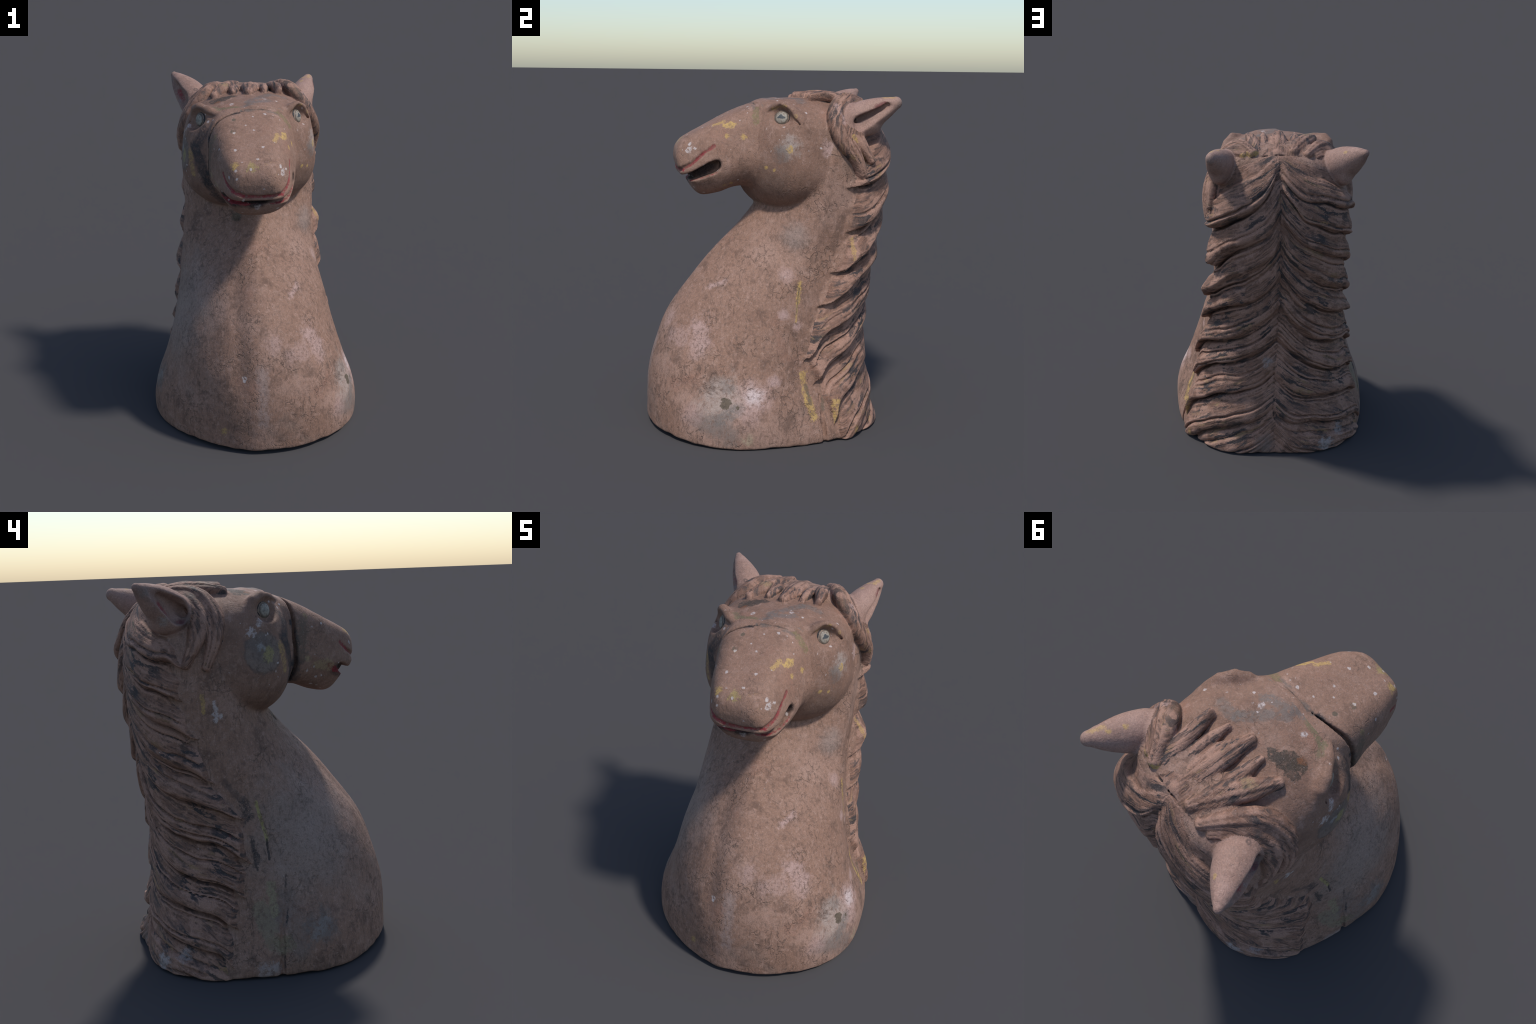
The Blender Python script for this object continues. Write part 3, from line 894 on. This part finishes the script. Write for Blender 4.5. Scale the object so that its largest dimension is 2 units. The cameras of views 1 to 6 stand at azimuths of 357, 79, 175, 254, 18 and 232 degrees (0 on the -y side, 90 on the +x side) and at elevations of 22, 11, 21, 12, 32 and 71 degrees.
NECK_MARKS = [
    dict(spot((-.50, -.12, .70), .30, (.310, .250, .220), .60, .7, .35), free=True),  # broad paler, greyer wash over the -x side of the neck
    spot((.53, -.33, .27), .135, (.40, .325, .285), .75, .5, .6),
    spot((.545, -.30, .345), .040, SLATE, .55, .6, .9), line((.60, -.25, .24), (.57, -.36, .17), .035, SLATE, .75, .6, .8),
    line((.52, -.46, .15), (.60, -.30, .09), .060, SLATE, .65, .6, .7),
    spot((.588, -.159, .296), .085, PINK, .8, .7, .5), spot((.588, -.159, .30), .042, (.68, .57, .56), .75, .8, .5),
    spot((.60, -.19, .19), .06, PINK, .55, .6, .6), spot((.565, -.037, .374), .035, PINK, .8, .6, .4),
    spot((.48, -.49, .18), .06, PINK, .5, .7, .4),
    spot((.313, -.431, .647), .065, PINK, .75, .6, .8), spot((.359, -.438, .544), .060, PINK, .75, .6, .7),
    spot((.24, -.50, .55), .05, PINK, .45, .6, .8), line((.20, -.36, .86), (.27, -.30, .91), .018, PINK, .8, .5, .9),
    spot((.08, -.575, .65), .045, PINK, .5, .7, .8), spot((.17, -.545, .56), .05, PINK, .45, .7, .8),
    line((.01, -.62, .5), (.015, -.66, .2), .035, (.36, .28, .26), .55, .7, .6),
    spot((.563, -.316, .259), .030, OLIVE, 1, .12, .4), spot((.575, -.25, .235), .011, OLIVE, 1, .15, .4),
    spot((.471, .035, .738), .028, PINK, .8, .6, .4), spot((.485, .119, .67), .028, PINK, .75, .6, .5),
    spot((.43, .05, .97), .04, PINK, .6, .7, .4), spot((.36, .10, 1.17), .07, (.39, .31, .275), .5, .7, .4),
    line((.445, .133, .915), (.463, .121, .799), .012, OCHRE, .9, .4, .9), line((.463, .121, .799), (.477, .110, .690), .006, OCHRE, .8, .4, .9), line((.450, .128, .88), (.470, .115, .74), .004, OLIVE, .8, .4, .8),
    line((.545, .158, .40), (.577, .162, .25), .020, OCHRE, .8, .3, .8), line((.577, .175, .27), (.589, .199, .154), .020, OCHRE, .85, .3, .8),
    line((.56, .17, .34), (.58, .185, .24), .012, OLIVE, .9, .3, .6), line((.548, .27, .36), (.57, .262, .2), .012, OLIVE, .8, .4, .6),
    spot((.625, .038, .139), .045, DARK, .8, .5, .8), spot((.618, -.20, .06), .03, (.42, .36, .24), .6, .5, .6),
    spot((-.094, -.657, .477), .013, WHITE, .95, .3, .5), spot((-.094, -.66, .462), .010, WHITE, .9, .3, .5),
    spot((-.218, -.662, .135), .020, OCHRE, .7, .4, .8), spot((-.102, -.101, 1.26), .030, OLIVE, .9, .3, .3),
    spot((-.605, -.137, .23), .085, SLATE, .8, .5, .8), line((-.61, -.10, .20), (-.60, -.17, .26), .03, (.27, .24, .22), .6, .6, .7),
    line((-.60, -.02, .12), (-.57, .03, .40), .05, SLATE, .45, .7, .6), spot((-.585, .115, .30), .07, SLATE, .6, .6, .6),
    line((-.53, .10, .46), (-.572, .105, .33), .022, (.30, .255, .150), .85, .3, .6),
    line((-.449, .144, .877), (-.487, .094, .69), .010, (.36, .30, .12), .95, .3, .5), line((-.487, .094, .69), (-.508, .096, .59), .006, INK, .85, .3, .4),
    line((-.555, .17, .36), (-.60, .125, .17), .040, (.26, .205, .135), .8, .25, .7), spot((-.60, .06, .16), .05, (.24, .20, .12), .7, .3, .7),
    line((-.53, .02, .50), (-.585, .05, .30), .006, INK, .8, .4, 1.0), line((-.585, .05, .30), (-.62, .08, .05), .007, INK, .85, .4, .9),
    spot((-.61, .15, .04), .05, (.42, .37, .36), .6, .4, .8),
    line((-.455, .21, .89), (-.465, .185, .82), .022, INK, .85, .4, 1.2), spot((-.463, .205, .80), .024, INK, .8, .4, 1.1), line((-.475, .18, .70), (-.485, .175, .64), .016, INK, .85, .4, 1.2), line((-.487, .165, .63), (-.50, .165, .56), .018, INK, .85, .4, 1.2),
    line((-.42, .30, 1.0), (-.45, .22, .9), .016, INK, .55, .5, .7),
    line((-.409, .33, 1.40), (-.412, .325, 1.31), .013, WHITE, .75, .25, .9), spot((-.413, .30, 1.33), .012, WHITE, .75, .3, .7),
    line((-.407, .39, 1.44), (-.407, .385, 1.36), .011, OCHRE, .75, .3, .6),
    line((.40, .33, 1.10), (.385, .38, 1.28), .02, DARK, .7, .5, .8),
]
HEAD_MARKS = path_marks([(-.09, -.10, 1.90), (-.20, -.13, 1.84), (-.25, -.15, 1.76), (-.27, -.16, 1.66), (-.26, -.155, 1.55), (-.20, -.14, 1.45)], .020, INK, .92, .45, .5) + [  # seam path: darkness of the joint's gap painted on the head
    spot((.374, .071, 1.68), .060, (.44, .37, .33), .75, .6, .7), spot((.361, .027, 1.646), .042, (.085, .070, .064), .60, .7, .7),
    spot((.374, .075, 1.674), .021, OCHRE, .9, .3, .8), spot((.383, .295, 1.673), .040, PINK, .8, .6, .5),  # pink spot is a cheek highlight painted into the colour
    spot((.30, -.02, 1.50), .10, (.17, .115, .09), .45, .7, .6),
    spot((.382, .363, 1.473), .030, OCHRE, .9, .2, .6), spot((.305, -.055, 1.558), .014, OCHRE, .85, .3, .6), spot((.338, -.014, 1.548), .010, OCHRE, .8, .3, .6),
    spot((.217, -.160, 1.727), .017, OCHRE, .85, .3, .5),
    line((.15, -.06, 1.89), (.225, -.09, 1.82), .018, (.19, .15, .07), .85, .35, .8),
    line((.24, .0, 1.885), (.30, .05, 1.895), .010, OCHRE, .6, .4, .5), spot((.345, .11, 1.85), .012, OCHRE, .6, .4, .5),
    spot((-.165, .125, 1.935), .045, (.055, .040, .030), .95, .10, .55), spot((-.205, .095, 1.93), .034, (.06, .043, .03), .95, .1, .6), spot((-.125, .150, 1.94), .034, (.055, .04, .03), .95, .1, .6), spot((-.20, .075, 1.925), .018, (.20, .075, .03), .8, .3, .6),
    line((-.10, .15, 1.94), (-.23, .14, 1.92), .022, (.06, .045, .035), .9, .15, .5),
    line((-.06, -.06, 1.922), (.10, .03, 1.94), .024, SLATE, .75, .25, .6), line((.0, -.06, 1.92), (.16, -.06, 1.90), .016, (.15, .125, .11), .65, .3, .6),
    line((-.02, .0, 1.937), (.10, .16, 1.94), .026, (.15, .135, .125), .65, .35, .6), line((.10, .17, 1.94), (.20, .17, 1.93), .026, (.14, .125, .115), .6, .4, .6),
    line((-.08, -.05, 1.92), (-.20, -.03, 1.912), .018, (.17, .14, .075), .9, .25, .6), spot((-.215, .0, 1.908), .022, (.16, .125, .07), .85, .2, .5),
    spot((-.12, .0, 1.934), .012, WHITE, .9, .3, .6), spot((.08, .06, 1.942), .014, WHITE, .9, .3, .8),
    spot((-.413, .06, 1.63), .106, (.115, .085, .070), .75, .08, .12), spot((-.413, .06, 1.63), .097, (.245, .180, .148), .85, .10, .12), spot((-.41, .08, 1.66), .07, (.12, .10, .095), .6, .5, .6),
    spot((-.41, .035, 1.625), .035, (.33, .28, .12), .9, .4, .7), spot((-.41, .07, 1.66), .022, (.34, .33, .33), .7, .3, .9),
    spot((-.404, .121, 1.735), .024, WHITE, .8, .2, .8), line((-.37, .06, 1.79), (-.38, .08, 1.765), .012, WHITE, .75, .3, .8),
    line((-.30, -.10, 1.80), (-.335, -.075, 1.68), .038, INK, .78, .4, .5), line((-.335, -.075, 1.68), (-.27, -.13, 1.50), .042, INK, .82, .4, .5),
    line((-.27, -.11, 1.50), (-.18, -.06, 1.38), .030, INK, .75, .4, .5),
    line((-.36, -.04, 1.66), (-.34, -.05, 1.54), .018, OCHRE, .6, .4, 1.0),
    spot((-.412, .36, 1.473), .014, WHITE, .8, .3, .8), spot((-.41, .335, 1.44), .010, WHITE, .7, .3, .8),
]
MUZZLE_MARKS = (
    path_marks(LIP_LINE, .0095, RED, .90, .4, .55)
    + free(path_marks([(.19, -.31, 1.575), (.13, -.40, 1.535), (.0, -.455, 1.482), (-.12, -.44, 1.49), (-.17, -.40, 1.51)], .036, (.02, .012, .012), .95, .4, .2))  # mouth slot blackened to deepen its inner shadow
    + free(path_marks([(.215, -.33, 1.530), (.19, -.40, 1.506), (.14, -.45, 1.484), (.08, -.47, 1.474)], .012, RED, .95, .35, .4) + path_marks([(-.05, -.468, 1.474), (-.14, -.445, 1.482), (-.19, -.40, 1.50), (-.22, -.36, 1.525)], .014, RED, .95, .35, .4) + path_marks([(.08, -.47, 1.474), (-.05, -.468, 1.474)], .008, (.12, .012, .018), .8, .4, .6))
    + path_marks([(-.09, -.10, 1.90), (-.20, -.13, 1.84), (-.25, -.15, 1.76), (-.27, -.16, 1.66), (-.26, -.155, 1.55), (-.20, -.14, 1.45)], .015, INK, .92, .4, .5)  # muzzle side of the joint, gap shade inked on
    + [line((-.04, -.083, 1.92), (.06, -.080, 1.915), .005, (.05, .04, .035), .8, .4, .8), line((.06, -.080, 1.915), (.17, -.070, 1.88), .005, (.06, .045, .035), .7, .4, .9), line((-.06, -.09, 1.915), (-.22, -.14, 1.82), .010, INK, .85, .4, .6),  # thin dark lines along the stepped edge across the nose and down the seam
       spot((-.127, -.491, 1.706), .024, OCHRE, .95, .25, .8), spot((-.03, -.512, 1.697), .028, (.36, .27, .11), .9, .25, .9),
       line((.185, -.22, 1.80), (.165, -.26, 1.80), .020, OCHRE, .95, .25, .7), line((.11, -.33, 1.795), (.13, -.27, 1.815), .012, OCHRE, .7, .3, .9),
       spot((.205, -.26, 1.735), .012, OCHRE, .9, .3, .7), spot((.217, -.16, 1.727), .017, OCHRE, .85, .3, .5),
       spot((-.114, -.168, 1.881), .013, OLIVE, .95, .2, .4), spot((-.122, -.262, 1.838), .014, OLIVE, .95, .25, .7), spot((-.115, -.275, 1.832), .008, OCHRE, .9, .3, .6),
       spot((.165, -.49, 1.66), .018, WHITE, .9, .25, .9), spot((.16, -.485, 1.70), .012, WHITE, .9, .25, .9), spot((.185, -.46, 1.67), .009, WHITE, .9, .25, .9),
       line((-.225, -.30, 1.535), (-.215, -.35, 1.525), .036, (.36, .26, .145), .8, .2, .6), spot((-.24, -.225, 1.57), .020, (.36, .27, .15), .8, .2, .9),
       line((-.25, -.20, 1.76), (-.25, -.18, 1.58), .035, (.12, .095, .07), .75, .4, .8), spot((-.22, -.23, 1.79), .016, (.30, .22, .10), .8, .3, .8),
       line((-.24, -.165, 1.56), (-.2, -.16, 1.47), .03, INK, .7, .4, .5),
       line((-.06, -.085, 1.915), (.15, -.09, 1.89), .012, (.14, .115, .10), .75, .3, .5), line((.15, -.08, 1.89), (.225, -.10, 1.82), .018, (.19, .15, .07), .85, .35, .8),
       spot((.19, -.27, 1.44), .010, OCHRE, .7, .3, .6), spot((.18, -.23, 1.46), .012, OCHRE, .7, .3, .6), spot((.0, -.45, 1.45), .016, WHITE, .6, .3, 1.)])
EAR_MARKS = [line((.39, .46, 1.86), (.44, .60, 1.925), .016, (.16, .035, .035), .8, .4, .4), line((.40, .60, 1.985), (.415, .66, 1.965), .012, OCHRE, .6, .5, .6),
             spot((.35, .54, 1.93), .012, OCHRE, .7, .4, .7), spot((.37, .60, 1.94), .011, OCHRE, .7, .4, .7),
             line((-.43, .58, 1.885), (-.40, .47, 1.82), .018, (.30, .03, .045), .8, .4, .5), spot((-.41, .44, 1.80), .04, INK, .7, .6, .5),
             spot((-.47, .66, 1.95), .025, SLATE, .6, .6, .5), spot((-.36, .63, 1.96), .012, OCHRE, .6, .4, .6), spot((-.33, .44, 1.93), .014, INK, .7, .4, .5),
             spot((-.45, .57, 1.80), .03, (.36, .34, .33), .6, .5, .6), spot((.41, .69, 1.93), .03, SLATE, .5, .6, .5)]
MANE_MARKS = [line((.548, .325, .23), (.57, .321, .11), .022, OCHRE, .85, .3, .8), spot((.55, .46, .05), .02, OCHRE, .6, .4, .8),
              line((.39, .44, 1.19), (.40, .42, 1.06), .012, OCHRE, .6, .4, .7),
              spot((-.30, .60, .05), .05, (.42, .38, .37), .7, .4, .9), spot((-.42, .55, .10), .035, (.40, .35, .34), .6, .4, .9),
              spot((.06, .64, .62), .030, (.34, .31, .30), .7, .4, .6), spot((.07, .64, .05), .06, SLATE, .6, .5, .7),
              spot((-.44, .28, .72), .012, RED, .5, .3, .5)]
FORELOCK_MARKS = [line((.12, .545, 1.93), (.22, .545, 1.915), .018, OCHRE, .95, .3, .9), spot((.205, .40, 1.945), .02, PINK, .7, .5, .5), spot((-.16, .31, 1.96), .03, (.36, .25, .13), .6, .5, .6),
                  line((.40, .40, 1.72), (.41, .46, 1.60), .012, OCHRE, .8, .4, .6), line((.32, .355, 1.90), (.37, .36, 1.80), .014, PINK, .7, .5, .5)]

MATS = dict(neck=weathered('weathered_chest_paint', NECK_MARKS, speck=.22, fibre=1.0),
            head=weathered('weathered_face_paint', HEAD_MARKS, speck=.80, fibre=.4, base=((.215, .118, .082), .50)),
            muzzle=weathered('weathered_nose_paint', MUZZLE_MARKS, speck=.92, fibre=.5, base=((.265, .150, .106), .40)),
            ear=weathered('weathered_ear_paint', EAR_MARKS, speck=.2, fibre=.25, tint=(.43, .275, .24), tint_amount=.40),
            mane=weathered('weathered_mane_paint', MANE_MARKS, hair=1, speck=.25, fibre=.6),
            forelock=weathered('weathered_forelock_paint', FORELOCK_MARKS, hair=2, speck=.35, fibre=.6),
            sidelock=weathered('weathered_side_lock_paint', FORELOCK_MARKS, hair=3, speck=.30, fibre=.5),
            eyes=[eye_material('painted_eye', 1.0), eye_material('worn_painted_eye', .25)])

# ---------------------------------------------------------------- the body, one skin
V, Q = extract(H_CELL)


def relax(V, Q, it, f):
    N = len(V)
    for _ in range(it):
        acc = np.zeros((N, 3))
        cnt = np.zeros(N)
        for k in range(4):
            for o in (1, 3):
                for c in range(3):
                    acc[:, c] += np.bincount(Q[:, k], V[Q[:, (k + o) % 4], c], N)
                cnt += np.bincount(Q[:, k], minlength=N)
        V = V + f * (acc / np.maximum(cnt, 1)[:, None] - V)
    return V


V = relax(V, Q, 1, .5)
ctr = V[Q].mean(1)
lab = np.concatenate([body_sdf(ctr[i:i + 300000], True)[1] for i in range(0, len(ctr), 300000)])
whole = bpy.data.meshes.new('whole_skin')
whole.from_pydata(V.tolist(), [], Q.tolist())
whole.polygons.foreach_set('use_smooth', np.ones(len(Q), bool))
whole.update()
nrm = np.empty(len(V) * 3, np.float32)
whole.vertex_normals.foreach_get('vector', nrm)
nrm = nrm.reshape(-1, 3)


def link(ob, parent=None):
    bpy.context.collection.objects.link(ob)
    ob.parent = parent
    return ob


def cut_part(name, mask, mat, parent):
    q = Q[mask]
    if len(q) == 0:
        return None
    used, inv = np.unique(q.ravel(), return_inverse=True)
    me = bpy.data.meshes.new(name)
    me.from_pydata(V[used].tolist(), [], inv.reshape(-1, 4).tolist())
    me.polygons.foreach_set('use_smooth', np.ones(len(q), bool))
    me.materials.append(mat)
    me.normals_split_custom_set_from_vertices(nrm[used].tolist())
    return link(bpy.data.objects.new(name, me), parent)


root = link(bpy.data.objects.new('horse_head_statue', None))
root['label'] = 'weathered carved wooden horse head bust with flowing mane'
root['category'] = 'horse statue'
neck = cut_part('neck', lab == 0, MATS['neck'], root)
head = cut_part('head', lab == 1, MATS['head'], root)
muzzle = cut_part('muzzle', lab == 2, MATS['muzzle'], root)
for i in (0, 1):
    cut_part('ear', lab == 300 + i, MATS['ear'], root)
forelock = cut_part('forelock', lab == 500, MATS['forelock'], root)
for i in range(len(HEAD_LOCKS)):
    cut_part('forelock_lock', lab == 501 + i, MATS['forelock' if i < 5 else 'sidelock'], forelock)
ids = [k for k in np.unique(lab) if 900 < k < 1100]
mane = None
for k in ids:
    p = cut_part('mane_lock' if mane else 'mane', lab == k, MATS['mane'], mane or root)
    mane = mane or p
bpy.data.meshes.remove(whole)

# ---------------------------------------------------------------- eyes
for i, e in enumerate(EYES):
    n = Vector(e['n']).normalized()
    z = n
    x = Vector((0, 0, 1)).cross(z).normalized()
    y = z.cross(x)
    import bmesh
    bm = bmesh.new()
    bmesh.ops.create_uvsphere(bm, u_segments=48, v_segments=24, radius=1)
    for v in bm.verts:
        v.co = Vector((v.co.x * .049, v.co.y * .048, v.co.z * .029))
    me = bpy.data.meshes.new('eye')
    bm.to_mesh(me)
    bm.free()
    for p in me.polygons:
        p.use_smooth = True
    me.materials.append(MATS['eyes'][i])
    ob = link(bpy.data.objects.new('eye', me), root)
    M = Matrix((x, y, z)).transposed().to_4x4()
    M.translation = Vector(e['c']) - n * .015
    ob.matrix_world = M
